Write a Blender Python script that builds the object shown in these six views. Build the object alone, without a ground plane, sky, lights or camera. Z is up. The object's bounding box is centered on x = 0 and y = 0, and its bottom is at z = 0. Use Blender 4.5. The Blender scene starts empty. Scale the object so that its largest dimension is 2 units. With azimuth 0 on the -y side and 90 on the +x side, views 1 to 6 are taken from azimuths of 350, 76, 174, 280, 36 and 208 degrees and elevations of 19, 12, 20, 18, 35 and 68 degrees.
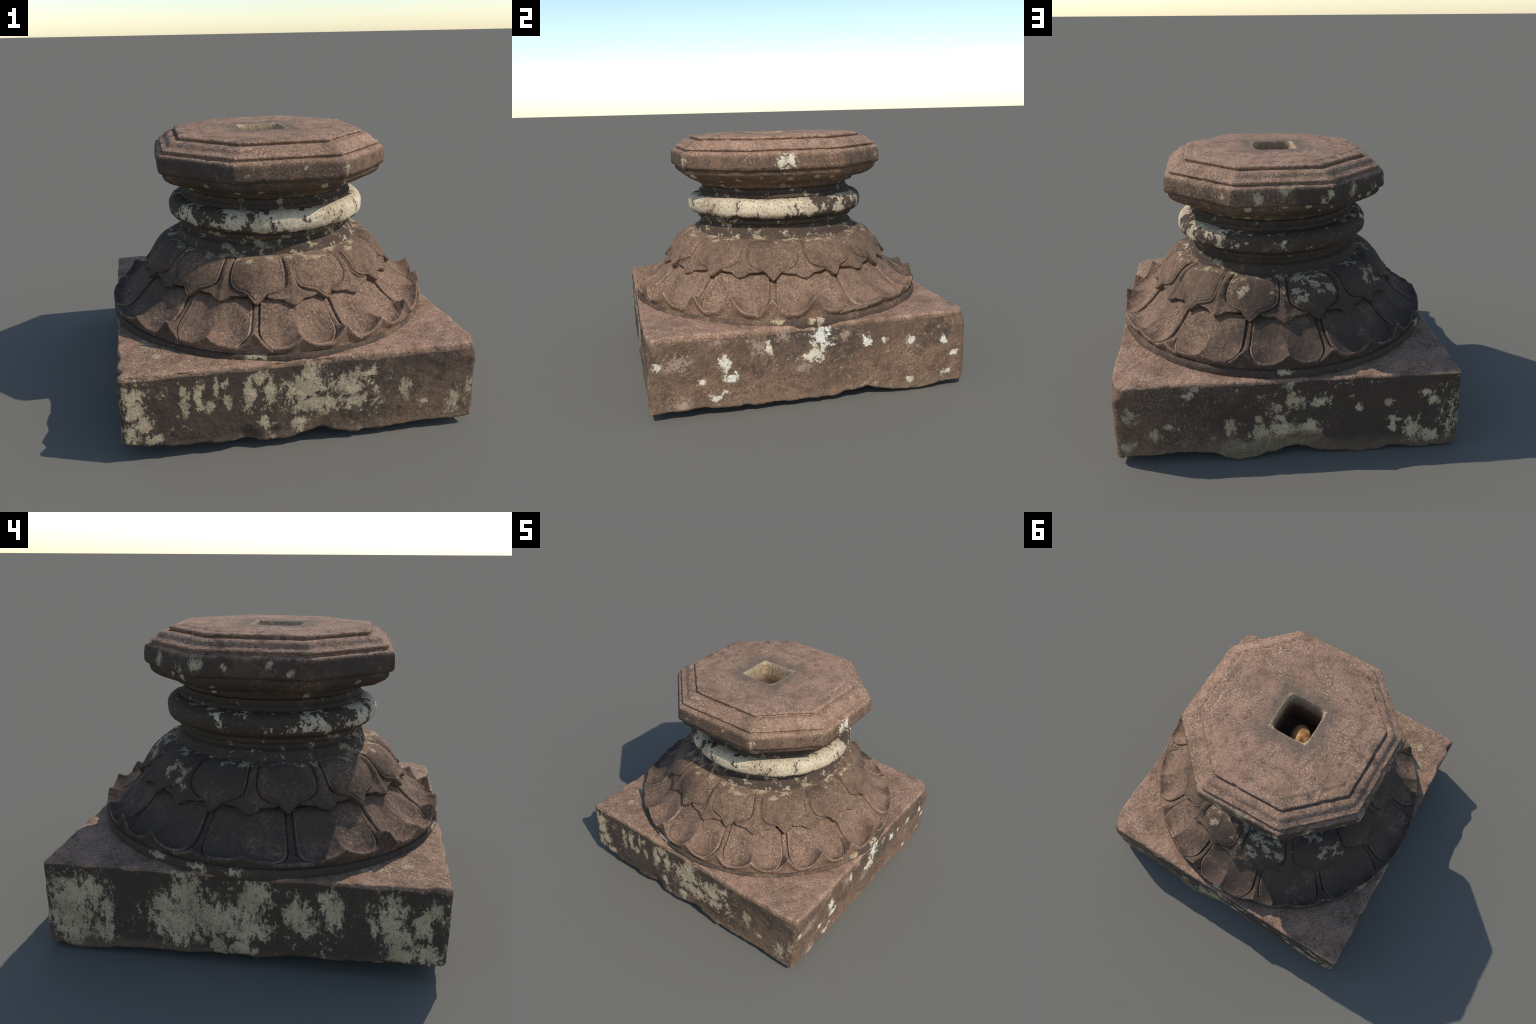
# Sandstone column base: square plinth, two-tiered lotus, ringed neck with a torus,
# octagonal moulded slab with a square mortise (and a pebble lying in it).
import bpy, math
import numpy as np

# ----------------------------------------------------------------- noise
_rng = np.random.default_rng(11)
_PERM = _rng.permutation(512)
_GRAD = _rng.normal(size=(512, 3)); _GRAD /= np.linalg.norm(_GRAD, axis=1)[:, None]

def gnoise(P):
    """Gradient noise, about -0.7 .. 0.7."""
    P = np.asarray(P, float)
    I = np.floor(P).astype(int); F = P - I
    U = F * F * F * (F * (F * 6 - 15) + 10)
    out = np.zeros(len(P))
    for dx in (0, 1):
        for dy in (0, 1):
            for dz in (0, 1):
                h = _PERM[(I[:, 0] + dx) & 511]
                h = _PERM[(h + I[:, 1] + dy) & 511]
                h = _PERM[(h + I[:, 2] + dz) & 511]
                g = _GRAD[h]
                d = F - (dx, dy, dz)
                w = (U[:, 0] if dx else 1 - U[:, 0]) * (U[:, 1] if dy else 1 - U[:, 1]) * (U[:, 2] if dz else 1 - U[:, 2])
                out += w * (g * d).sum(1)
    return out

def fbm(P, scale, octaves=3, shift=0.0):
    P = np.asarray(P, float) * scale + shift
    o, a = np.zeros(len(P)), 1.0
    for _ in range(octaves):
        o += a * gnoise(P); P = P * 2.03 + 7.1; a *= 0.5
    return o

def smooth(x, a, b):
    t = np.clip((x - a) / (b - a), 0, 1)
    return t * t * (3 - 2 * t)

# ----------------------------------------------------------------- profiles
def spline(points, n=400):
    """Centripetal-ish Catmull-Rom through (r, z) points, resampled by arc length."""
    p = np.array(points, float)
    p = np.vstack([2 * p[0] - p[1], p, 2 * p[-1] - p[-2]])
    out = []
    for i in range(1, len(p) - 2):
        t = np.linspace(0, 1, 24, endpoint=False)[:, None]
        a, b, c, d = p[i - 1:i + 3]
        out.append(0.5 * (2 * b + (c - a) * t + (2 * a - 5 * b + 4 * c - d) * t ** 2 + (3 * b - a - 3 * c + d) * t ** 3))
    out.append(p[-2][None])
    return resample(np.vstack(out), n)

def resample(q, n):
    q = np.asarray(q, float)
    L = np.r_[0, np.cumsum(np.hypot(*np.diff(q, axis=0).T))]
    s = np.linspace(0, L[-1], n)
    return np.c_[np.interp(s, L, q[:, 0]), np.interp(s, L, q[:, 1])]

class Profile:
    def __init__(self, points):
        self.q = spline(points, 600)
        d = np.gradient(self.q, axis=0); d /= np.hypot(d[:, 0], d[:, 1])[:, None]
        self.nrm = np.c_[-d[:, 1], d[:, 0]]          # outward for a profile that runs downward/outward
        if self.nrm[:, 0].mean() < 0: self.nrm *= -1
        self.L = np.hypot(*np.diff(self.q, axis=0).T).sum()
        self.s = np.linspace(0, 1, 600)
    def at(self, s):
        f = lambda a: np.interp(s, self.s, a)
        return f(self.q[:, 0]), f(self.q[:, 1]), f(self.nrm[:, 0]), f(self.nrm[:, 1])

# ----------------------------------------------------------------- mesh helpers
ROOT = bpy.data.objects.new("column_base", None)
ROOT.empty_display_size = 0.3
bpy.context.scene.collection.objects.link(ROOT)
ROOT["label"] = "weathered red sandstone column base with carved lotus petals"
ROOT["category"] = "column base"

def grid_faces(rows, cols, wrap=False, base=0):
    r = np.arange(rows - 1)[:, None]
    c = np.arange(cols if wrap else cols - 1)[None, :]
    c2 = (c + 1) % cols
    f = np.stack([r * cols + c, r * cols + c2, (r + 1) * cols + c2, (r + 1) * cols + c], -1)
    return f.reshape(-1, 4) + base

def build(name, V, F, mat, parent=None, rough=(), flip=False, tris=None, edit=None):
    me = bpy.data.meshes.new(name)
    F = np.asarray(F)
    if flip: F = F[:, ::-1]
    faces = F.tolist() + ([list(t[::-1] if flip else t) for t in tris] if tris is not None else [])
    me.from_pydata(np.asarray(V).tolist(), [], faces)
    me.update()
    n = len(V)
    co = np.asarray(V, float)
    if rough or edit:
        nr = np.empty(n * 3); me.vertex_normals.foreach_get("vector", nr); nr = nr.reshape(-1, 3)
        for scale, amp, octs in rough:
            co = co + nr * (amp * fbm(V, scale, octs, scale * 0.37))[:, None]
        if edit: co = edit(co, nr)
        me.vertices.foreach_set("co", co.ravel()); me.update()
    me.polygons.foreach_set("use_smooth", np.ones(len(me.polygons), bool))
    me.materials.append(mat)
    me.validate()
    ob = bpy.data.objects.new(name, me)
    bpy.context.scene.collection.objects.link(ob)
    ob.parent = parent or ROOT
    return ob

def revolve(prof, n):
    th = np.linspace(0, 2 * np.pi, n, endpoint=False)
    r, z = prof[:, 0][:, None], prof[:, 1][:, None]
    V = np.stack([r * np.cos(th), r * np.sin(th), np.broadcast_to(z, (len(prof), n))], -1)
    return V.reshape(-1, 3), grid_faces(len(prof), n, True)

# ----------------------------------------------------------------- materials
class Nodes:
    def __init__(self, name):
        self.m = bpy.data.materials.new(name); self.m.use_nodes = True
        self.t = self.m.node_tree; self.t.nodes.clear()
        self.pos = self.new("ShaderNodeNewGeometry").outputs["Position"]
    def new(self, kind, **kw):
        n = self.t.nodes.new(kind)
        for k, v in kw.items(): setattr(n, k, v)
        return n
    def put(self, sock, v):
        if isinstance(v, bpy.types.NodeSocket): self.t.links.new(v, sock)
        else: sock.default_value = v
    def math(self, op, a, b=0.0, c=None, clamp=False):
        n = self.new("ShaderNodeMath", operation=op, use_clamp=clamp)
        self.put(n.inputs[0], a); self.put(n.inputs[1], b)
        if c is not None: self.put(n.inputs[2], c)
        return n.outputs[0]
    def add(self, a, b): return self.math("ADD", a, b)
    def mul(self, a, b): return self.math("MULTIPLY", a, b)
    def vec(self, op, a, b=None, c=None):
        n = self.new("ShaderNodeVectorMath", operation=op)
        self.put(n.inputs[0], a)
        if b is not None: self.put(n.inputs[1], b)
        if c is not None: self.put(n.inputs[2], c)
        return n.outputs["Value"] if op in ("LENGTH", "DOT_PRODUCT", "DISTANCE") else n.outputs["Vector"]
    def noise(self, scale, detail=4, rough=0.55, where=None, color=False, offset=None, stretch=None):
        n = self.new("ShaderNodeTexNoise")
        p = where if where is not None else self.pos
        if stretch is not None: p = self.vec("MULTIPLY", p, stretch)
        if offset is not None: p = self.vec("ADD", p, (offset, offset * 1.7, -offset))
        self.put(n.inputs["Vector"], p)
        n.inputs["Scale"].default_value = scale; n.inputs["Detail"].default_value = detail; n.inputs["Roughness"].default_value = rough
        return n.outputs["Color" if color else "Fac"]
    def ramp(self, x, a, b, lo=0.0, hi=1.0):
        n = self.new("ShaderNodeMapRange", interpolation_type="SMOOTHSTEP")
        for i, v in enumerate((x, a, b, lo, hi)): self.put(n.inputs[i], v)
        return n.outputs[0]
    def mix(self, f, a, b):
        n = self.new("ShaderNodeMix", data_type="RGBA")
        self.put(n.inputs["Factor"], f)
        for s, v in ((n.inputs[6], a), (n.inputs[7], b)):
            self.put(s, v if isinstance(v, bpy.types.NodeSocket) else (*v, 1.0))
        return n.outputs[2]
    def xyz(self):
        n = self.new("ShaderNodeSeparateXYZ"); self.put(n.inputs[0], self.pos); return n.outputs
    def spots(self, centres, warp):
        """Distance to the nearest of a set of ragged ellipsoids, 1 on their border."""
        d = None
        for c, r in centres:
            q = self.vec("MULTIPLY_ADD", warp, tuple(1 / v for v in r), tuple(-a / v for a, v in zip(c, r)))
            l = self.vec("LENGTH", q)
            d = l if d is None else self.math("MINIMUM", d, l)
        return d
    def finish(self, col, height, strength=0.65, dist=0.01, rough=0.92):
        b = self.new("ShaderNodeBump"); b.inputs["Strength"].default_value = strength; b.inputs["Distance"].default_value = dist
        self.put(b.inputs["Height"], height)
        p = self.new("ShaderNodeBsdfPrincipled")
        self.put(p.inputs["Base Color"], col); p.inputs["Roughness"].default_value = rough
        p.inputs["Specular IOR Level"].default_value = 0.2
        self.put(p.inputs["Normal"], b.outputs[0])
        o = self.new("ShaderNodeOutputMaterial"); self.put(o.inputs[0], p.outputs[0])
        return self.m

ROSE   = (0.392, 0.231, 0.150)     # washed, pinkish sandstone
BROWN  = (0.237, 0.144, 0.088)     # ordinary weathered face
UMBER  = (0.095, 0.060, 0.040)
CRUST  = (0.066, 0.050, 0.038)     # black algal crust
PALE   = (0.645, 0.460, 0.325)     # bruised, freshly worn grains
CREAM  = (0.600, 0.465, 0.290)     # crustose lichen
SAGE   = (0.455, 0.345, 0.205)
WHITE  = (0.800, 0.760, 0.660)

def stone(name, wash=0.5, crust=None, centres=(), faint=(), bright=(), lichen=None, sprinkle=0.0, extra=None, spread=0.06, tints=(SAGE, CREAM)):
    """wash: socket/number 0 (brown) .. 1 (rose); crust, lichen: functions of Nodes giving a socket."""
    N = Nodes(name)
    big = N.noise(1.7, 4, 0.55, offset=3.0)
    mid = N.noise(7.0, 6, 0.62)
    grain = N.noise(42.0, 6, 0.7)
    fine = N.noise(170.0, 3, 0.6)
    w = wash(N) if callable(wash) else wash
    tone = N.add(N.mul(mid, 0.65), N.mul(big, 0.35))
    brown = N.mix(N.ramp(tone, 0.36, 0.62), UMBER, BROWN)
    brown = N.mix(N.ramp(grain, 0.50, 0.74, 0, 0.55), brown, ROSE)
    brown = N.mix(N.ramp(grain, 0.49, 0.33, 0, 0.6), brown, UMBER)
    rose = N.mix(N.ramp(tone, 0.36, 0.60), BROWN, ROSE)
    col = N.mix(w, brown, rose)
    pit = N.noise(85.0, 4, 0.7, offset=5.0)
    mott = N.noise(17.0, 7, 0.72, offset=81.0)
    streak = N.noise(15.0, 5, 0.65, offset=91.0, stretch=(1.0, 1.0, 0.22))
    col = N.mix(N.ramp(mott, 0.50, 0.34, 0, 0.55), col, UMBER)
    col = N.mix(N.ramp(mott, 0.54, 0.70, 0, 0.40), col, ROSE)
    col = N.mix(N.ramp(streak, 0.48, 0.34, 0, 0.30), col, UMBER)
    speck = N.noise(120.0, 3, 0.6, offset=14.0)
    patchy = N.ramp(N.noise(5.0, 4, 0.6, offset=41.0), 0.38, 0.62, 0.15, 1.0)
    col = N.mix(N.mul(N.ramp(pit, 0.535, 0.65), N.mul(patchy, N.add(0.34, N.mul(w, 0.40)))), col, PALE)
    col = N.mix(N.mul(N.ramp(speck, 0.58, 0.67), N.mul(patchy, N.add(0.25, N.mul(w, 0.45)))), col, PALE)
    dim = N.add(1.0, N.mul(w, -0.35))
    col = N.mix(N.mul(N.ramp(pit, 0.48, 0.34, 0, 0.8), dim), col, UMBER)
    col = N.mix(N.mul(N.ramp(speck, 0.45, 0.32, 0, 0.7), dim), col, UMBER)
    point = N.new("ShaderNodeNewGeometry").outputs["Pointiness"]
    wear = N.mul(N.ramp(point, 0.522, 0.580), N.ramp(N.noise(10.0, 5, 0.65, offset=101.0), 0.42, 0.62, 0.05, 0.62))
    if crust:
        c = crust(N, big, mid)
        edge = N.add(c, N.mul(N.add(grain, -0.5), 0.55))
        m = N.ramp(edge, 0.40, 0.66)
        dark = N.mix(N.ramp(pit, 0.50, 0.68), CRUST, UMBER)
        col = N.mix(N.mul(m, 0.88), col, dark)
    col = N.mix(wear, col, (0.49, 0.33, 0.235))
    warpn = N.noise(13.0, 6, 0.68, color=True, offset=9.0)
    warp = N.vec("MULTIPLY_ADD", N.vec("SUBTRACT", warpn, (0.5, 0.5, 0.5)), (spread * 1.6,) * 3, N.pos)
    lic = None
    if centres:
        d = N.spots(centres, warp)
        ragged = N.noise(32.0, 8, 0.80, offset=51.0, stretch=(1.0, 1.0, 0.6))
        lic = N.ramp(N.add(d, N.add(N.mul(N.add(ragged, -0.5), 6.0), N.mul(N.add(pit, -0.5), 2.0))), 1.05, 0.78, 0, 0.95)
    if lichen:
        l2 = lichen(N, big, mid, grain)
        lic = l2 if lic is None else N.math("MAXIMUM", lic, l2)
    if sprinkle:
        s = N.noise(26.0, 8, 0.76, offset=21.0)
        s2 = N.ramp(N.add(s, N.mul(N.add(N.noise(2.6, 3, 0.5, offset=71.0), -0.5), 0.45)), 0.63 - sprinkle, 0.68 - sprinkle, 0, 0.75)
        s2 = N.mul(s2, N.ramp(N.xyz()[2], 0.47, 0.455))
        lic = s2 if lic is None else N.math("MAXIMUM", lic, s2)
    if faint:
        d = N.spots(faint, warp)
        f = N.ramp(N.add(d, N.add(N.mul(N.add(grain, -0.5), 4.5), N.mul(N.add(pit, -0.5), 5.0))), 1.0, 0.4, 0, 0.42)
        col = N.mix(f, col, PALE)
    if lic is not None:
        lcol = N.mix(N.ramp(N.noise(5.0, 4, 0.6, offset=31.0), 0.38, 0.62), *tints)
        lcol = N.mix(N.ramp(N.noise(9.0, 6, 0.7, offset=61.0), 0.50, 0.66, 0, 0.6), lcol, (0.36, 0.27, 0.19))
        lcol = N.mix(N.ramp(pit, 0.47, 0.34, 0, 0.8), lcol, UMBER)
        lcol = N.mix(N.ramp(speck, 0.56, 0.68, 0, 0.35), lcol, WHITE)
        col = N.mix(lic, col, lcol)
    if bright:
        d = N.spots(bright, warp)
        r2 = N.noise(30.0, 8, 0.78, offset=51.0)
        bm = N.ramp(N.add(d, N.mul(N.add(r2, -0.5), 6.5)), 1.12, 0.85, 0, 0.97)
        bc = N.mix(N.ramp(mid, 0.45, 0.6), (0.70, 0.61, 0.44), (0.82, 0.78, 0.66))
        col = N.mix(bm, col, N.mix(N.ramp(pit, 0.44, 0.32, 0, 0.7), bc, BROWN))
    if extra: col = extra(N, col, big, mid, grain)
    h = N.add(N.mul(grain, 0.8), N.add(N.mul(fine, 0.35), N.mul(pit, 0.5)))
    if lic is not None: h = N.add(h, N.mul(lic, 0.15))
    return N.finish(col, h)

# lichen patches seen on the four plinth faces: (along face, height, half width, half height)
WEST = [(0.85, 0.31, 0.126, 0.094), (0.85, 0.2, 0.137, 0.117), (0.73, 0.34, 0.077, 0.082), (0.67, 0.26, 0.029, 0.083), (0.86, 0.1, 0.07, 0.065), (0.69, 0.12, 0.059, 0.053),
        (0.25, 0.36, 0.082, 0.12), (0.29, 0.22, 0.157, 0.113), (0.37, 0.29, 0.074, 0.082), (0.11, 0.24, 0.153, 0.102), (-0.07, 0.38, 0.079, 0.108), (-0.03, 0.21, 0.134, 0.061),
        (0.11, 0.1, 0.055, 0.042), (-0.28, 0.3, 0.06, 0.089), (-0.32, 0.23, 0.052, 0.05), (-0.45, 0.33, 0.051, 0.097), (-0.41, 0.41, 0.034, 0.038),
        (-0.7, 0.33, 0.082, 0.106), (-0.75, 0.23, 0.074, 0.068), (-0.85, 0.3, 0.049, 0.076), (-0.91, 0.38, 0.04, 0.047), (-0.89, 0.16, 0.073, 0.049), (-0.77, 0.14, 0.083, 0.039), (-0.01, 0.1, 0.082, 0.041)]
SOUTH = [(-0.89, 0.38, 0.059, 0.064), (-0.88, 0.31, 0.048, 0.065), (-0.83, 0.22, 0.048, 0.057), (-0.9, 0.17, 0.048, 0.047), (-0.79, 0.13, 0.049, 0.024), (-0.62, 0.32, 0.023, 0.084),
         (-0.55, 0.36, 0.024, 0.08), (-0.46, 0.38, 0.014, 0.065), (-0.5, 0.29, 0.021, 0.038), (-0.4, 0.3, 0.021, 0.038), (-0.41, 0.41, 0.018, 0.028),
         (-0.29, 0.34, 0.034, 0.095), (-0.24, 0.42, 0.051, 0.033), (-0.18, 0.34, 0.03, 0.086), (0.03, 0.42, 0.052, 0.066), (0.01, 0.34, 0.123, 0.077), (0.07, 0.24, 0.142, 0.059),
         (0.25, 0.33, 0.099, 0.068), (0.27, 0.23, 0.072, 0.04), (-0.22, 0.16, 0.035, 0.034), (-0.02, 0.13, 0.044, 0.05), (0.34, 0.39, 0.036, 0.019), (0.56, 0.27, 0.032, 0.06),
         (0.84, 0.17, 0.039, 0.062), (0.66, 0.18, 0.028, 0.025), (0.92, 0.24, 0.018, 0.051)]
EAST = [(0.02, 0.42, 0.055, 0.064), (-0.02, 0.31, 0.055, 0.032), (0.31, 0.36, 0.024, 0.028), (0.59, 0.34, 0.025, 0.029), (-0.55, 0.32, 0.034, 0.04), (-0.52, 0.23, 0.043, 0.025),
        (-0.61, 0.11, 0.034, 0.023), (-0.69, 0.22, 0.021, 0.018), (-0.29, 0.38, 0.016, 0.036), (-0.94, 0.34, 0.02, 0.02), (0.81, 0.31, 0.02, 0.024), (0.88, 0.22, 0.026, 0.02),
        (0.41, 0.35, 0.016, 0.016), (0.59, 0.08, 0.02, 0.02), (-0.55, 0.15, 0.018, 0.018), (0.82, 0.1, 0.026, 0.016)]
EAST_FAINT = [(-0.21, 0.45, 0.049, 0.036), (-0.36, 0.4, 0.052, 0.054), (0.17, 0.41, 0.032, 0.028), (-0.82, 0.34, 0.082, 0.052), (-0.6, 0.45, 0.034, 0.022), (-0.09, 0.24, 0.045, 0.028), (-0.81, 0.1, 0.06, 0.04)]
NORTH = [(-0.03, 0.36, 0.055, 0.044), (-0.18, 0.34, 0.051, 0.039), (0.07, 0.32, 0.029, 0.024), (0.54, 0.42, 0.024, 0.024), (0.51, 0.46, 0.023, 0.019), (0.86, 0.31, 0.036, 0.033),
         (0.73, 0.18, 0.041, 0.037), (0.88, 0.12, 0.045, 0.04), (0.65, 0.23, 0.029, 0.018), (0.32, 0.22, 0.03, 0.05), (0.16, 0.24, 0.021, 0.025), (0.05, 0.25, 0.034, 0.025),
         (0.15, 0.16, 0.068, 0.045), (0.02, 0.17, 0.077, 0.06), (-0.12, 0.17, 0.069, 0.05), (-0.39, 0.3, 0.019, 0.018), (-0.56, 0.31, 0.022, 0.018),
         (-0.59, 0.2, 0.031, 0.035), (-0.58, 0.14, 0.025, 0.02), (-0.7, 0.13, 0.045, 0.08), (-0.8, 0.08, 0.05, 0.042), (-0.77, 0.36, 0.035, 0.025), (-0.82, 0.31, 0.036, 0.025),
         (-0.91, 0.13, 0.027, 0.052), (0.0, 0.46, 0.023, 0.016)]
def on_x(x, L): return [((x, u, z), (0.12, a, b)) for u, z, a, b in L]
def on_y(y, L): return [((u, y, z), (a, 0.12, b)) for u, z, a, b in L]

def plinth_material():
    def wash(N):
        z = N.xyz()[2]
        zz = N.add(z, N.mul(N.add(N.noise(11.0, 5, 0.6, offset=2.0), -0.5), 0.05))
        return N.ramp(zz, 0.462, 0.488, 0.12, 1.0)
    def crust(N, big, mid):
        X = N.xyz()
        n = N.add(N.mul(mid, 0.7), N.mul(N.noise(2.4, 4, 0.6, offset=13.0), 0.6))
        side = N.add(N.ramp(X[0], -0.9, 0.95, 0.24, -0.24), N.ramp(X[2], 0.02, 0.42, -0.08, 0.10))
        zz = N.add(X[2], N.mul(N.add(mid, -0.5), 0.04))
        return N.add(N.add(n, side), N.ramp(zz, 0.462, 0.482, -0.03, -1.5))
    def extra(N, col, big, mid, grain):
        X = N.xyz()
        # damp soil and moss left along the foot of the back face
        d = N.spots([((0.24, 1.0, 0.06), (0.24, 0.2, 0.09)), ((-0.05, 1.0, 0.10), (0.20, 0.2, 0.07))], N.pos)
        f = N.ramp(N.add(d, N.mul(N.add(mid, -0.5), 1.3)), 1.05, 0.6, 0, 0.75)
        col = N.mix(f, col, N.mix(N.ramp(grain, 0.4, 0.6), (0.18, 0.135, 0.075), (0.30, 0.23, 0.14)))
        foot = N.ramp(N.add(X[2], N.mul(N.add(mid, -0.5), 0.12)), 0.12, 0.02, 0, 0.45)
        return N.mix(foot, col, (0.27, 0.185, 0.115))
    patches = on_x(-0.955, WEST) + on_y(-0.985, SOUTH) + on_y(0.97, NORTH)
    patches += [((-0.80, -0.62, 0.49), (0.03, 0.05, 0.05)), ((-0.74, -0.78, 0.49), (0.03, 0.03, 0.05))]
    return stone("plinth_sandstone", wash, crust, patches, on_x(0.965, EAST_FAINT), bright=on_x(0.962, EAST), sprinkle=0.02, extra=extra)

CAP_SPOTS = [((-0.416, 0.517, 1.402), 0.034), ((-0.557, 0.376, 1.388), 0.022), ((-0.66, 0.272, 1.424), 0.036), ((-0.66, 0.136, 1.417), 0.016), ((-0.66, -0.081, 1.433), 0.02),
             ((-0.66, -0.194, 1.391), 0.019), ((0.119, 0.66, 1.409), 0.034), ((-0.015, 0.66, 1.446), 0.028), ((0.321, 0.612, 1.417), 0.016), ((-0.584, 0.349, 1.385), 0.02),
             ((-0.239, 0.66, 1.385), 0.024), ((-0.272, 0.66, 1.429), 0.018), ((0.66, -0.102, 1.418), 0.036), ((0.66, -0.043, 1.419), 0.032), ((-0.219, -0.66, 1.394), 0.016),
             ((0.088, -0.66, 1.425), 0.01), ((0.303, -0.64, 1.407), 0.022)]

def slab_material():
    def wash(N):
        z = N.xyz()[2]
        zz = N.add(z, N.mul(N.add(N.noise(11.0, 5, 0.6, offset=2.0), -0.5), 0.05))
        return N.ramp(zz, 1.435, 1.468, 0.10, 1.0)
    def crust(N, big, mid):
        X = N.xyz()
        n = N.add(N.mul(mid, 0.8), N.mul(N.noise(2.4, 4, 0.6, offset=13.0), 0.6))
        side = N.ramp(X[0], -0.7, 0.7, 0.06, -0.22)
        return N.add(N.add(n, side), N.ramp(X[2], 1.44, 1.47, -0.10, -0.30))
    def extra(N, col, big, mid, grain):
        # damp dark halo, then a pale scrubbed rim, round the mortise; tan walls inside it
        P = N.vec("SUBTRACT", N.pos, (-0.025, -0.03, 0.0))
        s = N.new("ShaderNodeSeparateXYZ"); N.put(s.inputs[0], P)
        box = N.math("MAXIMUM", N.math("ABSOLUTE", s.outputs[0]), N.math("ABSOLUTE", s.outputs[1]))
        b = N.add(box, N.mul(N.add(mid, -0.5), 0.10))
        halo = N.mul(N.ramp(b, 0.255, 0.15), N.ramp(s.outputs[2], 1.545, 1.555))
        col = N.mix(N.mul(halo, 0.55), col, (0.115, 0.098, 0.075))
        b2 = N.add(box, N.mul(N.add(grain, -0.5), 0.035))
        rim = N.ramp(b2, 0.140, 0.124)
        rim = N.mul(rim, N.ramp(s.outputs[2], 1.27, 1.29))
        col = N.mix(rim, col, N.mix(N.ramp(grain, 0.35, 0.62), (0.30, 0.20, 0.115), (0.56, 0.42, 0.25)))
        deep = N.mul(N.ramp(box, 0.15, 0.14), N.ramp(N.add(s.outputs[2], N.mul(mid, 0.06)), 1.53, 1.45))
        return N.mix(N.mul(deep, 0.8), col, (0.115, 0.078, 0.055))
    spots = [(c, (r, r, r * 1.15)) for c, r in CAP_SPOTS if c[0] < 0.5]
    shine = [(c, (r, r, r * 1.15)) for c, r in CAP_SPOTS if c[0] > 0.5]
    def low(N, big, mid, grain):
        # small crust discs under the overhang
        z = N.xyz()[2]
        v = N.new("ShaderNodeTexVoronoi"); N.put(v.inputs["Vector"], N.pos); v.inputs["Scale"].default_value = 15.0
        keep = N.new("ShaderNodeSeparateColor"); N.put(keep.inputs[0], v.outputs["Color"])
        d = N.add(v.outputs["Distance"], N.mul(N.add(grain, -0.5), 0.5))
        m = N.mul(N.ramp(d, 0.36, 0.24), N.ramp(keep.outputs[0], 0.60, 0.62))
        return N.mul(m, N.ramp(z, 1.365, 1.35, 0, 0.85))
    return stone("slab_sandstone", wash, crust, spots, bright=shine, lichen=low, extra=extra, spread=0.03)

def neck_material():
    def crust(N, big, mid):
        return N.add(N.mul(mid, 0.8), N.mul(N.noise(3.0, 4, 0.6, offset=13.0), 0.55))
    def lich(N, big, mid, grain):
        X = N.xyz()
        n = N.noise(11.0, 6, 0.68, offset=17.0)
        d = N.add(N.mul(X[0], 0.05), N.mul(X[1], -0.06))
        return N.ramp(N.add(N.add(n, d), N.mul(N.add(grain, -0.5), 0.25)), 0.575, 0.63, 0, 0.7)
    return stone("neck_sandstone", 0.1, crust, lichen=lich)

def torus_material():
    def crust(N, big, mid):
        return N.add(N.mul(mid, 0.8), N.mul(N.noise(3.0, 4, 0.6, offset=13.0), 0.5))
    def lich(N, big, mid, grain):
        X = N.xyz()
        n = N.noise(8.0, 8, 0.72, offset=17.0, stretch=(1.0, 1.0, 0.7))
        d = N.add(N.mul(X[0], 0.12), N.mul(X[1], -0.13))           # thickest on the sunny, weather side
        under = N.ramp(X[2], 1.06, 1.09, -0.12, 0.0)
        return N.ramp(N.add(N.add(n, N.add(d, under)), N.mul(N.add(grain, -0.5), 0.45)), 0.485, 0.535)
    return stone("torus_lichen_stone", 0.1, crust, lichen=lich, tints=((0.55, 0.43, 0.275), (0.70, 0.565, 0.38)))

def lotus_material(name, wash):
    def crust(N, big, mid):
        X = N.xyz()
        n = N.add(N.mul(mid, 0.75), N.mul(N.noise(2.2, 4, 0.6, offset=13.0), 0.6))
        return N.add(n, N.ramp(N.add(X[0], N.mul(X[1], -0.6)), -0.9, 0.5, -0.03, -0.30))  # petals darker toward -x/+y, lighter toward +x/-y
    def lich(N, big, mid, grain):
        # grey-white powdery lichen on the back shoulder, cream along the collar
        d = N.spots([((-0.12, 0.62, 0.88), (0.34, 0.25, 0.13)), ((-0.55, 0.40, 0.84), (0.18, 0.18, 0.12)), ((0.22, 0.62, 0.88), (0.12, 0.2, 0.12))], N.pos)
        n = N.noise(16.0, 6, 0.74, offset=23.0)
        a = N.ramp(N.add(n, N.ramp(d, 0.3, 1.3, 0.07, -0.20)), 0.575, 0.63, 0, 0.75)
        z = N.xyz()[2]
        b = N.ramp(N.add(N.noise(14.0, 6, 0.7, offset=5.0), N.ramp(z, 0.885, 0.925, -0.25, 0.05)), 0.56, 0.62, 0, 0.8)
        return N.math("MAXIMUM", a, b)
    return stone(name, wash, crust, lichen=lich)

def rim_material():
    def crust(N, big, mid):
        X = N.xyz()
        n = N.add(N.mul(mid, 0.75), N.mul(N.noise(2.2, 4, 0.6, offset=13.0), 0.6))
        return N.add(n, N.ramp(X[0], -0.9, 0.9, 0.05, -0.12))
    spots = [((0.93, -0.24, 0.52), (0.05, 0.05, 0.022)), ((0.95, -0.03, 0.52), (0.05, 0.02, 0.02)), ((0.955, 0.02, 0.52), (0.05, 0.025, 0.03)),
             ((-0.23, -0.93, 0.53), (0.05, 0.05, 0.025)), ((-0.95, 0.2, 0.51), (0.05, 0.05, 0.02)), ((-0.94, 0.02, 0.51), (0.05, 0.06, 0.018)), ((-0.85, 0.42, 0.52), (0.05, 0.04, 0.02)), ((0.02, 0.97, 0.52), (0.04, 0.05, 0.02))]
    return stone("rim_sandstone", 0.25, crust, spots, spread=0.03)

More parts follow.
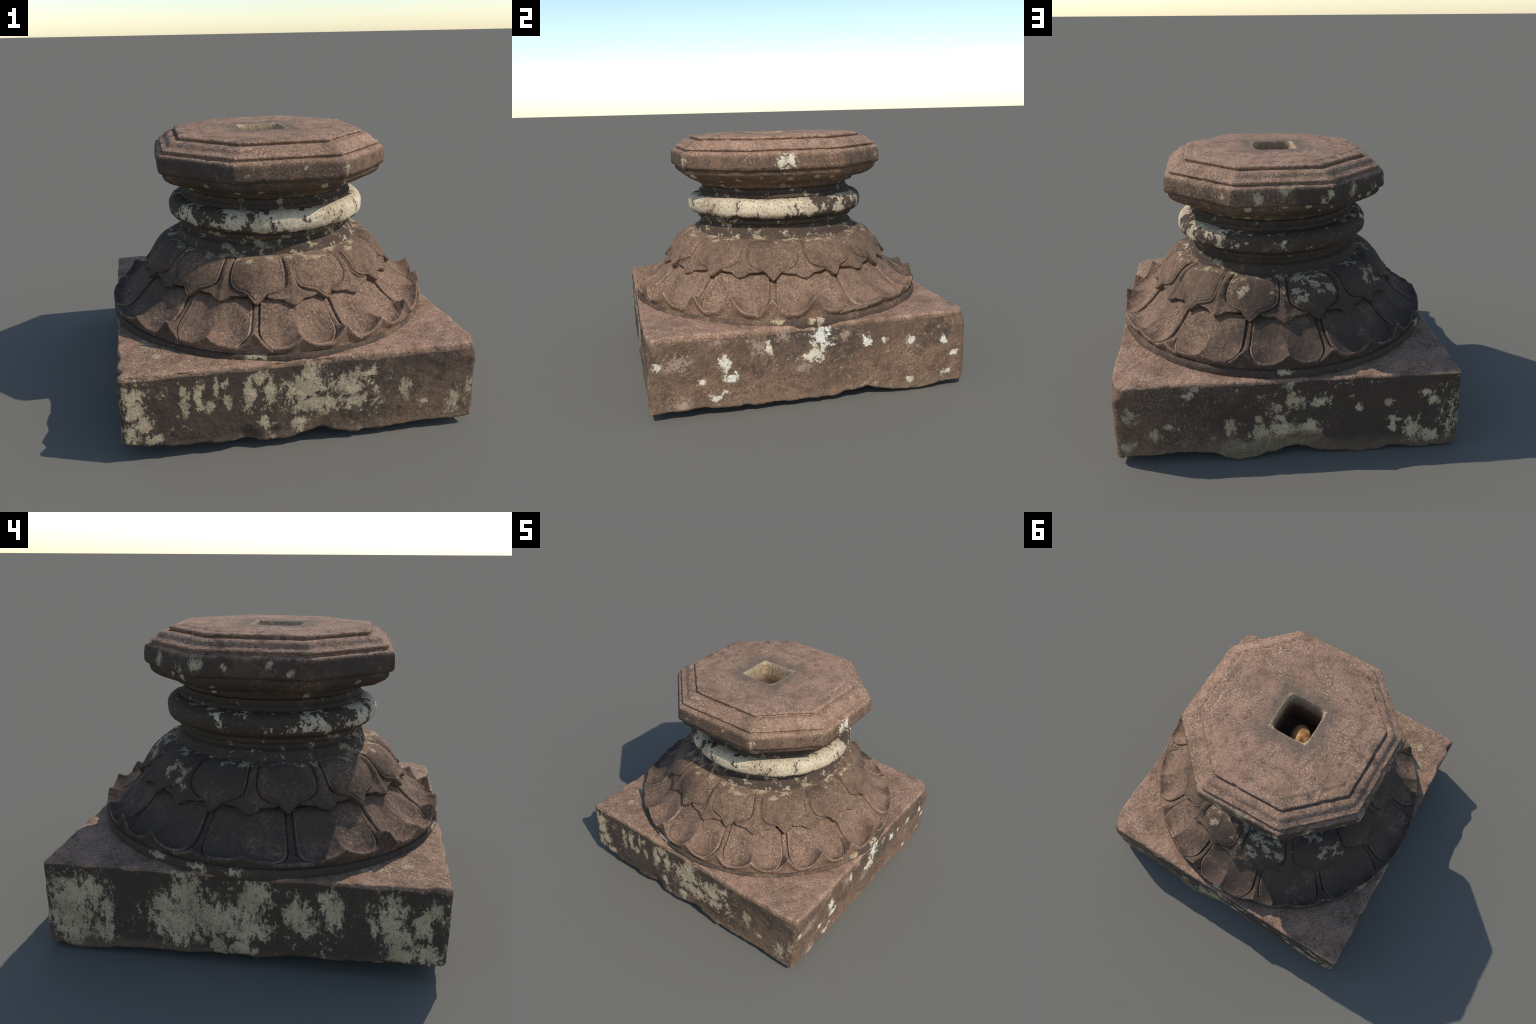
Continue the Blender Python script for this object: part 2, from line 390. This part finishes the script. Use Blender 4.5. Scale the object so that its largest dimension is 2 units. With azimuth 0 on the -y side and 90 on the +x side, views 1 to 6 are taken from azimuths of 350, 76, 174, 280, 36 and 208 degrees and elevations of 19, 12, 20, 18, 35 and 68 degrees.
M_PLINTH, M_SLAB, M_NECK, M_TORUS = plinth_material(), slab_material(), neck_material(), torus_material()
M_PETAL, M_OUTER, M_RIM = lotus_material("petal_sandstone", 0.12), lotus_material("outer_petal_sandstone", 0.40), rim_material()

# ----------------------------------------------------------------- plinth
CORNERS = [(-0.950, -0.977, 0.03), (0.963, -0.987, 0.03), (0.951, 0.968, 0.055), (-0.966, 0.990, 0.03)]
# lower edge heights along each face (position along face, z), read anticlockwise from the -y face
FOOT_S = [(-0.94, 0.113), (-0.68, 0.084), (-0.45, 0.073), (-0.23, 0.057), (-0.08, 0.057), (0.02, 0.086), (0.09, 0.097), (0.25, 0.047), (0.41, 0.048), (0.67, 0.056), (0.87, 0.058), (0.97, 0.064)]
FOOT_E = [(-0.98, 0.064), (-0.72, 0.072), (-0.51, 0.058), (-0.27, 0.051), (-0.07, 0.051), (0.11, 0.04), (0.24, 0.069), (0.32, 0.079), (0.42, 0.046), (0.64, 0.022), (0.78, 0.041), (0.94, 0.048)]
FOOT_N = [(-0.965, 0.038), (-0.905, 0.019), (-0.77, 0.015), (-0.57, 0.024), (-0.42, 0.0), (-0.3, 0.014), (-0.155, 0.034), (-0.05, 0.066), (0.03, 0.057), (0.157, 0.03), (0.27, 0.004), (0.35, 0.031), (0.41, 0.059), (0.54, 0.062), (0.79, 0.063), (0.955, 0.06)]
FOOT_W = [(-0.976, 0.125), (-0.94, 0.104), (-0.67, 0.098), (-0.43, 0.083), (-0.25, 0.09), (-0.167, 0.063), (-0.09, 0.057), (0.03, 0.064), (0.18, 0.06), (0.31, 0.053), (0.465, 0.049), (0.64, 0.037), (0.78, 0.017), (0.905, 0.028), (0.978, 0.04)]

def perimeter(n):
    P = []
    c = [np.array(q[:2]) for q in CORNERS]
    for i in range(4):
        p, a, b, r = c[i], c[i - 1], c[(i + 1) % 4], CORNERS[i][2]
        ua, ub = (a - p) / np.linalg.norm(a - p), (b - p) / np.linalg.norm(b - p)
        t = np.linspace(0, 1, 14)[:, None]
        P.append((1 - t) ** 2 * (p + ua * r) + 2 * t * (1 - t) * p + t ** 2 * (p + ub * r))
    P = np.vstack(P); P = np.vstack([P, P[:1]])
    return resample(P, n + 1)[:-1]

def make_plinth():
    n = 1040
    P = perimeter(n)
    T = np.roll(P, -1, 0) - np.roll(P, 1, 0); T /= np.hypot(T[:, 0], T[:, 1])[:, None]
    out = np.c_[T[:, 1], -T[:, 0]]
    for _ in range(6): out = (out + np.roll(out, 1, 0) + np.roll(out, -1, 0)); out /= np.hypot(*out.T)[:, None]
    ax = np.abs(P)
    foot = np.zeros(n)
    def lut(L, x): a = np.array(L); return np.interp(x, a[:, 0], a[:, 1])
    s = (P[:, 1] < -0.9) & (ax[:, 1] + 0.0 >= ax[:, 0] - 0.03); e = (P[:, 0] > 0.9) & ~s; nn = (P[:, 1] > 0.9) & ~e; w = ~(s | e | nn)
    foot[s] = lut(FOOT_S, P[s, 0]); foot[e] = lut(FOOT_E, P[e, 1]); foot[nn] = lut(FOOT_N, P[nn, 0]); foot[w] = lut(FOOT_W, P[w, 1])
    foot -= 0.011
    k = np.array([1, 2, 3, 2, 1.]) / 9
    foot = np.convolve(np.r_[foot[-2:], foot, foot[:2]], k, "valid")
    top = 0.494 + 0.005 * P[:, 0] - 0.009 * P[:, 1]
    top = top + 0.004 * fbm(np.c_[P * 1.0, np.zeros(n)], 6, 3, 4.0)
    er = 0.016 + 0.012 * np.clip(fbm(np.c_[P, np.ones(n)], 9, 3, 1.0) + 0.1, 0, 1)       # top arris radius
    fr = 0.016 + 0.025 * np.clip(fbm(np.c_[P, np.ones(n)], 7, 3, 8.0), 0, 1)                # foot arris radius
    rows = []
    def row(inset, z): rows.append(np.c_[P - out * np.asarray(inset)[..., None] if np.ndim(inset) else P - out * inset, np.broadcast_to(z, n)])
    cen = np.array([0.0, 0.0])
    und = np.full(n, 0.075)
    for q in np.linspace(1, 0.0, 26)[:-1]:                                                     # underside
        edge = P - out * fr[:, None]
        z = foot * (1 - smooth(np.full(n, q), 0, 0.25)) + und * smooth(np.full(n, q), 0, 0.25)
        rows.append(np.c_[edge * (1 - q * 0.985), z])
    for a in np.linspace(0, np.pi / 2, 9):
        row(fr * (1 - np.sin(a)), foot + fr * (1 - np.cos(a)))
    for v in np.linspace(0, 1, 74)[1:-1]:
        z0, z1 = foot + fr, top - er
        row(0.0, z0 + (z1 - z0) * v)
    for a in np.linspace(0, np.pi / 2, 9):
        row(er * (1 - np.cos(a)), top - er * (1 - np.sin(a)))
    for q in np.linspace(0, 1, 56)[1:]:
        q = q ** 1.15
        edge = P - out * er[:, None]
        rows.append(np.c_[edge * (1 - q * 0.985), top + 0.004 * smooth(np.full(n, q), 0, 0.3)])
    V = np.vstack(rows); F = grid_faces(len(rows), n, True)
    caps = [list(range(n))[::-1], list(range((len(rows) - 1) * n, len(rows) * n))]

    def edit(co, nr):
        x, y, z = co.T
        # rough lump of rock low on the back face, hollow next to it
        g = np.exp(-((x - 0.24) / 0.15) ** 2 - ((z - 0.07) / 0.09) ** 2) * (y > 0.8)
        co = co + np.c_[0 * g, 0.024 * g, 0 * g]
        g = np.exp(-((x + 0.08) / 0.13) ** 2 - ((z - 0.08) / 0.05) ** 2) * (y > 0.8)
        co = co - np.c_[0 * g, 0.03 * g, 0 * g]
        # broken corners and chips: point, radius, push
        for c, r, d in (((0.965, 0.955, 0.49), 0.10, (-0.022, -0.022, -0.012)), ((-0.935, -0.90, 0.47), 0.055, (0.028, 0.0, -0.004)), ((0.955, -0.97, 0.49), 0.08, (-0.014, 0.012, -0.010)),
                        ((0.70, -0.975, 0.49), 0.05, (0, 0.012, -0.004)), ((-0.30, -0.975, 0.07), 0.08, (0, 0.02, 0.0)), ((-0.945, 0.60, 0.48), 0.05, (0.010, 0, -0.004)), ((-0.94, -0.72, 0.487), 0.06, (0.014, 0, -0.004))):
            dd = np.linalg.norm(co - c, axis=1) / r
            co = co + np.clip(1 - dd ** 2, 0, 1)[:, None] ** 1.5 * np.array(d)
        # knocked arrises: noise bites only near the top edge
        near = np.exp(-((co[:, 2] - 0.487) / 0.012) ** 2) * np.clip((np.maximum(np.abs(co[:, 0]), np.abs(co[:, 1])) - 0.90) / 0.05, 0, 1)
        bite = np.clip(fbm(co, 9, 4, 3.3) - 0.10, 0, 1) * near
        co = co - nr * (0.026 * bite)[:, None]
        # coarse stone toward the foot
        lowf = 1 - smooth(co[:, 2], 0.03, 0.22)
        co = co + nr * (0.010 * lowf * fbm(co, 14, 4, 6.1))[:, None]
        co[:, 2] = np.maximum(co[:, 2], 0.0)
        return co
    build("plinth", V, F, M_PLINTH, rough=((2.5, 0.008, 2), (11, 0.005, 3), (45, 0.0022, 3)), tris=caps, edit=edit)

make_plinth()

# ----------------------------------------------------------------- lotus core (rim band, bed of petals, dome)
LC = np.array([-0.006, -0.008])                                    # centre of the lotus rim
BED = [(0.60, 0.470), (0.960, 0.470), (0.966, 0.490), (0.966, 0.510), (0.962, 0.523), (0.953, 0.529), (0.935, 0.530), (0.905, 0.533),
       (0.865, 0.560), (0.80, 0.625), (0.745, 0.680), (0.715, 0.720), (0.66, 0.740)]
DOME = [(0.66, 0.70), (0.700, 0.735), (0.710, 0.765), (0.695, 0.798), (0.670, 0.836), (0.632, 0.874), (0.600, 0.896), (0.562, 0.915), (0.530, 0.926), (0.48, 0.93)]
def make_core():
    p = np.array(BED)
    q = np.vstack([resample(p[:2], 10)[:-1], spline(p[1:], 120)])
    V, F = revolve(q, 720)
    V[:, :2] += LC
    def edit(co, nr):
        # worn-away stretches of the band
        th = np.degrees(np.arctan2(co[:, 1], co[:, 0]))
        g = np.exp(-((th - 14) / 5.0) ** 2) * smooth(co[:, 2], 0.60, 0.53)
        g2 = np.exp(-((th - 52) / 16.0) ** 2) * smooth(co[:, 2], 0.60, 0.53)
        return co - nr * (0.004 * g + 0.006 * g2)[:, None]
    build("rim_band", V, F, M_RIM, rough=((5, 0.004, 2), (30, 0.0022, 3)), flip=True, edit=edit)
    V, F = revolve(spline(DOME, 80), 480)
    V[:, :2] += LC
    build("dome", V, F, M_PETAL, rough=((9, 0.003, 2), (38, 0.0018, 3)), flip=True)
make_core()

# ----------------------------------------------------------------- upper tier of petals
UPPER = Profile([(0.520, 0.945), (0.545, 0.940), (0.573, 0.932), (0.618, 0.917), (0.655, 0.893), (0.690, 0.858), (0.716, 0.820), (0.737, 0.785), (0.757, 0.752), (0.776, 0.720)])

def outline_distance(A, S, wpts, lim):
    """Distance in metres from points (angle deg, s) to the outline half-width curve w(s)."""
    ss = np.linspace(0.0, 1, 500); w = np.interp(ss, wpts[:, 0], wpts[:, 1])
    r, z, _, _ = UPPER.at(ss)
    rr, _, _, _ = UPPER.at(S)
    O = np.c_[np.radians(w) * r, ss * UPPER.L]
    Q = np.c_[np.radians(np.abs(A)) * rr, S * UPPER.L]
    d = np.empty(len(Q))
    for i in range(0, len(Q), 2000):
        d[i:i + 2000] = np.sqrt(((Q[i:i + 2000, None] - O[None]) ** 2).sum(-1)).min(1)
    return np.minimum(d, lim)

def upper_patch(wpts, heights, rows=90, cols=57):
    wpts = np.array(wpts, float)
    # denser rows toward the tip
    s = np.interp(np.linspace(0, 1, rows), [0, 0.45, 1], [0.02, 0.60, 1.0])
    w = np.interp(s, wpts[:, 0], wpts[:, 1])
    t = np.sin(np.linspace(-np.pi / 2, np.pi / 2, cols)) * 0.5 + np.linspace(-1, 1, cols) * 0.5
    A = w[:, None] * t[None]; S = np.broadcast_to(s[:, None], A.shape); T = np.broadcast_to(t[None], A.shape)
    d = outline_distance(A.ravel(), S.ravel(), wpts, 0.05).reshape(A.shape)
    H = heights(A, S, T, d)
    # skirts down both flanks
    A = np.c_[A[:, :1], A[:, :1], A, A[:, -1:], A[:, -1:]]
    S = np.c_[S[:, :1], S[:, :1], S, S[:, -1:], S[:, -1:]]
    lo = -0.040 - 0.012 * smooth(S[:, 0], 0.7, 0.9)
    H = np.c_[lo, (lo + H[:, 0]) / 2, H, (lo + H[:, -1]) / 2, lo]
    return A, S, H

def place(A, S, H, ang, prof=UPPER):
    r, z, nr, nz = prof.at(S.ravel())
    h = H.ravel(); a = np.radians(A.ravel() + ang)
    R = r + h * nr
    return np.c_[R * np.cos(a) + LC[0], R * np.sin(a) + LC[1], z + h * nz]

def rounded(d, e): return np.sqrt(np.clip(1 - (1 - np.minimum(d / e, 1)) ** 2, 0, 1))

PETAL_W = [(0, 12.0), (0.12, 12.2), (0.30, 12.5), (0.48, 12.7), (0.62, 12.4), (0.70, 11.6), (0.755, 10.2), (0.79, 8.5), (0.815, 6.6), (0.832, 4.9), (0.848, 4.0), (0.88, 3.3), (0.925, 2.3), (0.965, 1.3), (0.99, 0.6), (1.0, 0.0)]
SEPAL_W = [(0, 5.5), (0.5, 7.0), (0.68, 9.5), (0.80, 11.2), (0.855, 10.9), (0.878, 9.4), (0.892, 7.2), (0.898, 5.2), (0.905, 4.2), (0.925, 3.7), (0.95, 2.9), (0.975, 1.8), (0.992, 0.8), (1.0, 0.0)]

def petal_heights(A, S, T, d):
    h = -0.020 + 0.013 * rounded(d, 0.007) * smooth(S, 0.06, 0.30) + 0.004 * smooth(S, 0.25, 0.05) + 0.009 * (1 - (A / 11.6) ** 2) * smooth(S, 0.0, 0.2)
    h -= 0.004 * np.exp(-((d - 0.014) / 0.004) ** 2) * smooth(S, 0.05, 0.2)               # thin raised border
    h -= 0.003 * np.exp(-(A / 1.0) ** 2) * smooth(S, 0.78, 0.6) * smooth(S, 0.2, 0.5)          # faint median crease
    h += 0.006 * smooth(S, 0.85, 1.0)
    return h
def sepal_heights(A, S, T, d):
    h = -0.019 + 0.007 * rounded(d, 0.010)
    h += 0.009 * np.exp(-(np.abs(A) / 1.4) ** 2) * smooth(S, 0.1, 0.5)                         # midrib
    h -= 0.003 * np.exp(-((np.abs(A) - 3.6) / 1.0) ** 2) * smooth(S, 0.85, 0.7)
    h += 0.009 * smooth(S, 0.78, 0.97)
    flank = 15 - np.interp(S, *np.array(PETAL_W).T)
    h -= 0.013 * np.exp(-((np.abs(A) - flank + 0.15) / 0.50) ** 2) * smooth(S, 0.08, 0.25) * smooth(S, 0.86, 0.80)
    return h

def make_upper():
    for kind, w, hf, first, rows, cols in (("petal", PETAL_W, petal_heights, -15.0, 92, 57), ("sepal", SEPAL_W, sepal_heights, 0.0, 86, 73)):
        A, S, H = upper_patch(w, hf, rows, cols)
        rng = np.random.default_rng(5 if kind == "petal" else 6)
        F = grid_faces(*A.shape)
        for k in range(12):
            ang = first + 30 * k + rng.uniform(-0.6, 0.6)
            trim = 1 - rng.uniform(0.0, 0.05) * (rng.random() < 0.5)
            V = place(A * (1 + rng.uniform(-0.02, 0.02)), S * trim, H + rng.uniform(-0.001, 0.001), ang)
            build(kind, V, F, M_PETAL, rough=((9, 0.0035, 2), (38, 0.0018, 3)), flip=True)
make_upper()

# ----------------------------------------------------------------- lower tier: scooped lobes and upturned tips
# how much of each of the 24 upturned tips survives, anticlockwise from 0 degrees in steps of 15
TIP = {0: 0.85, 15: 0.12, 30: 0.18, 45: 0.40, 60: 0.25, 75: 0.80, 90: 0.52, 105: 0.68, 120: 0.50, 135: 0.80, 150: 0.55, 165: 0.28,
       180: 0.22, 195: 0.05, 210: 0.38, 225: 1.0, 240: 0.40, 255: 1.0, 270: 0.48, 285: 0.92, 300: 0.55, 315: 1.0, 330: 1.0, 345: 1.0}
LOBE = spline([(0.690, 0.745), (0.745, 0.710), (0.785, 0.667), (0.835, 0.619), (0.880, 0.583), (0.915, 0.563), (0.940, 0.560), (0.953, 0.563), (0.970, 0.566)], 300)
TONGUE = spline([(0.690, 0.745), (0.745, 0.714), (0.785, 0.680), (0.835, 0.648), (0.880, 0.636), (0.920, 0.650), (0.950, 0.672), (0.970, 0.682)], 300)
def z_of(c, r): return np.interp(r, c[:, 0], c[:, 1])
def gap(r): return 1.55 + 3.6 * np.clip((r - 0.860) / 0.10, 0, 1) ** 2.2                        # half width of a sepal strip, degrees

def lower_z(r, ang):
    """Carved bed of the lower tier at radius r and absolute angle (degrees)."""
    k = np.round(ang / 15.0); u = np.abs(ang - 15 * k)
    f = np.array([TIP[int(15 * i) % 360] for i in k.ravel()]).reshape(k.shape)
    u = np.sqrt(u * u + 0.25) - 0.15
    cusp = np.clip(1 - u / 6.8, 0, 1) ** 2.0
    return z_of(LOBE, r) + (z_of(TONGUE, r) - z_of(LOBE, r)) * cusp * f

def rim_r(ang):
    k = np.round(ang / 15.0); u = np.abs(ang - 15 * k)
    f = np.array([TIP[int(15 * i) % 360] for i in k.ravel()]).reshape(k.shape)
    return 0.960 - 0.012 * f * np.clip(1 - u / 7.5, 0, 1) ** 1.5 + 0.006 * gnoise(np.c_[ang.ravel() * 0.11, 0 * ang.ravel(), 0 * ang.ravel() + 3.3]).reshape(ang.shape)

def make_lower():
    rows = 64
    for kind, first, cols in (("outer_petal", 0.0, 81), ("outer_sepal", 15.0, 49)):
        t = np.linspace(-1, 1, cols)
        v = np.linspace(0, 1, rows)
        for i in range(12):
            ang0 = first + 30 * i
            # radius rows first along a nominal fan, then the angular width at each radius
            r_nom = 0.715 + (0.960 - 0.715) * v
            half = (15 - gap(r_nom)) if kind == "outer_petal" else (gap(r_nom) + 0.7)
            A = half[:, None] * t[None]
            R = 0.715 + (rim_r(A + ang0) - 0.715) * v[:, None]
            Z = lower_z(R, A + ang0)
            side = np.radians(half[:, None] * (1 - np.abs(t[None]))) * R                            # metres to the flank
            side = side / np.sqrt(1 + (np.gradient(np.radians(half) * r_nom, r_nom)[:, None]) ** 2)
            if kind == "outer_petal":
                Z = Z + 0.013 * rounded(side, 0.008) - 0.006
                Z = Z - 0.003 * np.exp(-((side - 0.014) / 0.004) ** 2)
                Z = Z - 0.004 * np.exp(-(A / 0.55) ** 2) * smooth(R, 0.84, 0.79) + 0.005 * np.exp(-(A / 0.8) ** 2) * smooth(R, 0.82, 0.88)
                Z = Z + 0.004 - 0.010 * np.exp(-((np.abs(A) - 6.6) / 3.6) ** 2) * smooth(R, 0.76, 0.83) * smooth(R, 0.965, 0.93)                               # hollow lobes
            else:
                Z = Z - 0.009 * np.exp(-((np.abs(A) - half[:, None] + 0.75) / 0.42) ** 2) * smooth(R, 0.945, 0.91)
                Z = Z - 0.008 * smooth(np.broadcast_to(r_nom[:, None], A.shape), 0.93, 0.86) - 0.001
            roll = smooth(v, 0.91, 1.0)[:, None] ** 1.5 * np.clip(1 - np.abs((A + ang0) / 15 - np.round((A + ang0) / 15)) * 15 / 6, 0, 1)
            Z = Z - 0.005 * roll                                                                        # blunt the tips
            # lip and undercut below the rim, running back to the band
            re, ze, ae = R[-1], Z[-1], A[-1]
            br, bz = np.full(cols, 0.946), np.full(cols, 0.512)
            UR, UZ, UA = [], [], []
            for q, dr, dz in ((0.0, 0.004, -0.003), (0.0, 0.006, -0.009), (0.0, 0.005, -0.016), (0.16, 0.002, 0), (0.34, -0.004, 0), (0.55, -0.006, 0), (0.78, -0.005, 0), (1.0, 0, 0)):
                b0 = -0.018 if q > 0 else 0
                UR.append(re + (br - re) * q + dr); UZ.append((ze + b0) + (bz - ze - b0) * q + dz); UA.append(ae)
            R2, Z2, A2 = np.vstack([R, *UR]), np.vstack([Z, *UZ]), np.vstack([A, *UA])
            # flank skirts
            dep = np.r_[0.022 - 0.018 * smooth(v, 0.8, 1.0), np.linspace(0.004, 0, len(UR))][:, None]
            low = np.r_[0.016 * smooth(v, 0.85, 1.0), np.full(len(UR), 0.016)][:, None]
            R2 = np.c_[R2[:, :1] - low, R2, R2[:, -1:] - low]; A2 = np.c_[A2[:, :1], A2, A2[:, -1:]]; Z2 = np.c_[Z2[:, :1] - dep, Z2, Z2[:, -1:] - dep]
            th = np.radians(A2 + ang0)
            V = np.c_[(R2 * np.cos(th)).ravel(), (R2 * np.sin(th)).ravel(), Z2.ravel()]
            V[:, :2] += LC
            F = grid_faces(*R2.shape)
            build(kind, V, F, M_OUTER, rough=((10, 0.0045, 2), (40, 0.0022, 3)), flip=True)
make_lower()

# ----------------------------------------------------------------- neck, torus
NECK = [(0.40, 0.91), (0.545, 0.925), (0.540, 0.936), (0.534, 0.948), (0.531, 0.962), (0.526, 0.973), (0.512, 0.979), (0.500, 0.986), (0.496, 0.998), (0.500, 1.008), (0.520, 1.014), (0.528, 1.022), (0.528, 1.036), (0.520, 1.044),
        (0.505, 1.060), (0.50, 1.110), (0.505, 1.165), (0.514, 1.176), (0.518, 1.186), (0.516, 1.196), (0.503, 1.204), (0.496, 1.214), (0.494, 1.230), (0.40, 1.250)]
def make_neck():
    p = np.array(NECK)
    V, F = revolve(resample(p, 190), 640)
    V[:, :2] += (-0.006, -0.001)
    build("neck", V, F, M_NECK, rough=((6, 0.004, 2), (28, 0.0028, 3)), flip=True)
    a = np.linspace(0, 2 * np.pi, 76)
    n = 0.80
    x = np.sign(np.cos(a)) * np.abs(np.cos(a)) ** n; y = np.sign(np.sin(a)) * np.abs(np.sin(a)) ** n
    q = np.c_[0.518 + 0.074 * x, 1.113 + 0.063 * y]
    V, F = revolve(q, 720)
    V[:, :2] += (-0.006, -0.001)
    build("torus_moulding", V, F, M_TORUS, rough=((4, 0.006, 2), (16, 0.004, 3), (45, 0.0025, 3)), flip=True)
make_neck()

# ----------------------------------------------------------------- octagonal slab with mortise
OCT_ANG = np.array([-156.3, -113.6, -65.0, -25.3, 23.9, 67.6, 113.6, 155.0])
OCT_RAD = np.array([0.992, 1.006, 1.010, 0.992, 0.985, 1.000, 0.994, 0.996])
def octagon(n_side):
    v = np.c_[OCT_RAD * np.cos(np.radians(OCT_ANG)), OCT_RAD * np.sin(np.radians(OCT_ANG))]
    out = []
    for i in range(8):
        t = np.linspace(0, 1, n_side, endpoint=False)
        out.append(v[i] + (v[(i + 1) % 8] - v[i]) * t[:, None])
    o = np.vstack(out)
    k = np.ones(3) / 3                                                     # soften the arrises a touch
    for _ in range(2):
        o = np.c_[np.convolve(np.r_[o[-1:, 0], o[:, 0], o[:1, 0]], k, "valid"), np.convolve(np.r_[o[-1:, 1], o[:, 1], o[:1, 1]], k, "valid")]
    return o

HOLE_C, HOLE_H = np.array([-0.024, -0.028]), np.array([0.125, 0.131])
def make_slab():
    ns = 96; O = octagon(ns); n = len(O)
    ang = np.arctan2(O[:, 1], O[:, 0]); C = np.c_[np.cos(ang), np.sin(ang)]
    deg = np.degrees(ang)
    # (vertex radius, z, octagon share)
    prof = [(0.440, 1.236, 0.0), (0.495, 1.236, 0.0), (0.500, 1.243, 0.05), (0.524, 1.247, 0.35), (0.536, 1.252, 0.6), (0.540, 1.262, 0.8), (0.540, 1.270, 0.85), (0.548, 1.274, 0.9), (0.580, 1.278, 0.95),
            (0.600, 1.280, 1), (0.620, 1.287, 1), (0.646, 1.299, 1), (0.672, 1.316, 1), (0.686, 1.331, 1), (0.690, 1.339, 1), (0.692, 1.346, 1), (0.690, 1.354, 1), (0.692, 1.358, 1), (0.706, 1.362, 1), (0.715, 1.368, 1),
            (0.719, 1.380, 1), (0.718, 1.41, 1), (0.715, 1.44, 1), (0.711, 1.458, 1), (0.706, 1.465, 1), (0.698, 1.468, 1), (0.688, 1.471, 1), (0.676, 1.472, 1), (0.674, 1.477, 1), (0.684, 1.482, 1), (0.686, 1.488, 1), (0.683, 1.493, 1), (0.672, 1.496, 1),
            (0.660, 1.501, 1), (0.650, 1.506, 1), (0.643, 1.514, 1), (0.636, 1.523, 1), (0.626, 1.530, 1), (0.610, 1.535, 1), (0.593, 1.536, 1), (0.582, 1.534, 1), (0.573, 1.533, 1), (0.572, 1.538, 1), (0.581, 1.546, 1), (0.581, 1.553, 1), (0.576, 1.557, 1), (0.566, 1.559, 1)]
    p = np.array(prof)
    L = np.r_[0, np.cumsum(np.hypot(np.diff(p[:, 0]), np.diff(p[:, 1])))]
    m = 190; s = np.linspace(0, L[-1], m)
    R, Z, K = (np.interp(s, L, p[:, i]) for i in range(3))
    rows = []
    for r, z, k in zip(R, Z, K):
        xy = r * 1.006 * (k * O + (1 - k) * C * (0.99 if k else 1))
        rows.append(np.c_[xy, np.full(n, z)])
    # top face: inward, with a faint inner step on the back half, to the mortise
    hp = []
    d = C / np.max(np.abs(C) / HOLE_H, axis=1)[:, None]                      # square hole in direction of the ring angle
    dd = np.max(np.abs(C), axis=1)
    pw = 6.0
    sq = C / ((np.abs(C[:, 0]) / HOLE_H[0]) ** pw + (np.abs(C[:, 1]) / HOLE_H[1]) ** pw)[:, None] ** (1 / pw)
    start = 0.566 * O
    step_mask = 0.45 + 0.55 * smooth(np.cos(np.radians(deg - 75)), -0.25, 0.35)
    for q in np.linspace(0, 1, 56)[1:]:
        xy = start * (1 - q) + (sq * 1.10 + HOLE_C) * q
        fr = np.linalg.norm(xy, axis=1) / np.linalg.norm(O, axis=1)
        stepz = 0.006 * smooth(-fr, -0.525, -0.508)
        z = 1.560 + stepz * step_mask + 0.005 * (1 - step_mask) * smooth(-fr, -0.57, -0.45)
        rows.append(np.c_[xy, z])
    for f, dz in ((1.06, -0.001), (1.03, -0.004), (1.005, -0.010), (0.99, -0.02)):
        rows.append(np.c_[sq * f + HOLE_C, np.full(n, 1.566 + dz)])
    for zz in np.linspace(1.535, 1.260, 24):
        rows.append(np.c_[sq * (0.985 + 0.03 * (1.535 - zz)) + HOLE_C, np.full(n, zz)])
    for f in np.linspace(0.95, 0.02, 14):
        rows.append(np.c_[sq * f + HOLE_C, np.full(n, 1.255)])
    V = np.vstack(rows); F = grid_faces(len(rows), n, True)
    caps = [list(range(n))[::-1], list(range((len(rows) - 1) * n, len(rows) * n))]
    rid = np.repeat(np.arange(len(rows)), n)
    def edit(co, nr):
        # chipped lips: bites where the small fillets stand proud
        z = V[:, 2]; rr = np.hypot(V[:, 0], V[:, 1])
        out = np.clip((rr - 0.44) / 0.03, 0, 1)
        for zc, wz, amp, sh in ((1.550, 0.010, 0.030, 2.2), (1.489, 0.008, 0.022, 5.7), (1.464, 0.010, 0.014, 9.1), (1.368, 0.010, 0.014, 12.4), (1.347, 0.008, 0.010, 15.0)):
            near = np.exp(-((z - zc) / wz) ** 2) * out
            bite = np.clip(fbm(V * (1, 1, 0.3), 13, 3, sh) - 0.12, 0, 1) * near
            co = co - nr * (amp * bite)[:, None]
        return co
    V = V + (-0.004, -0.006, 0)
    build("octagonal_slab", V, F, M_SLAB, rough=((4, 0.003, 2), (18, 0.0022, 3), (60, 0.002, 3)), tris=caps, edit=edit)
make_slab()

# ----------------------------------------------------------------- loose pebble in the mortise
def make_pebble():
    N = Nodes("ochre_pebble")
    a = N.noise(16.0, 5, 0.6)
    col = N.mix(N.ramp(a, 0.38, 0.62), (0.36, 0.19, 0.07), (0.62, 0.36, 0.15))
    mat = N.finish(col, N.noise(60.0, 4, 0.6), 0.25, 0.004, 0.85)
    u = np.linspace(0, 2 * np.pi, 64, endpoint=False); v = np.linspace(0.03, np.pi - 0.03, 40)
    D = np.stack([np.sin(v)[:, None] * np.cos(u), np.sin(v)[:, None] * np.sin(u), np.broadcast_to(np.cos(v)[:, None], (40, 64))], -1).reshape(-1, 3)
    k = 1 + 0.22 * fbm(D, 1.3, 2, 2.0)
    V = D * k[:, None] * (0.068, 0.096, 0.078)
    c, s = math.cos(0.5), math.sin(0.5)
    V = V @ np.array([[c, s, 0], [-s, c, 0], [0, 0, 1]])
    caps = [list(range(64))[::-1], list(range(39 * 64, 40 * 64))]
    ob = build("pebble", V, grid_faces(40, 64, True), mat, rough=((30, 0.003, 3),), tris=caps, flip=True)
    ob.parent = None
    ob.location = (-0.066, -0.022, 1.326)
    ob["label"] = "small rounded ochre pebble lying in the mortise"
    ob["category"] = "pebble"
make_pebble()
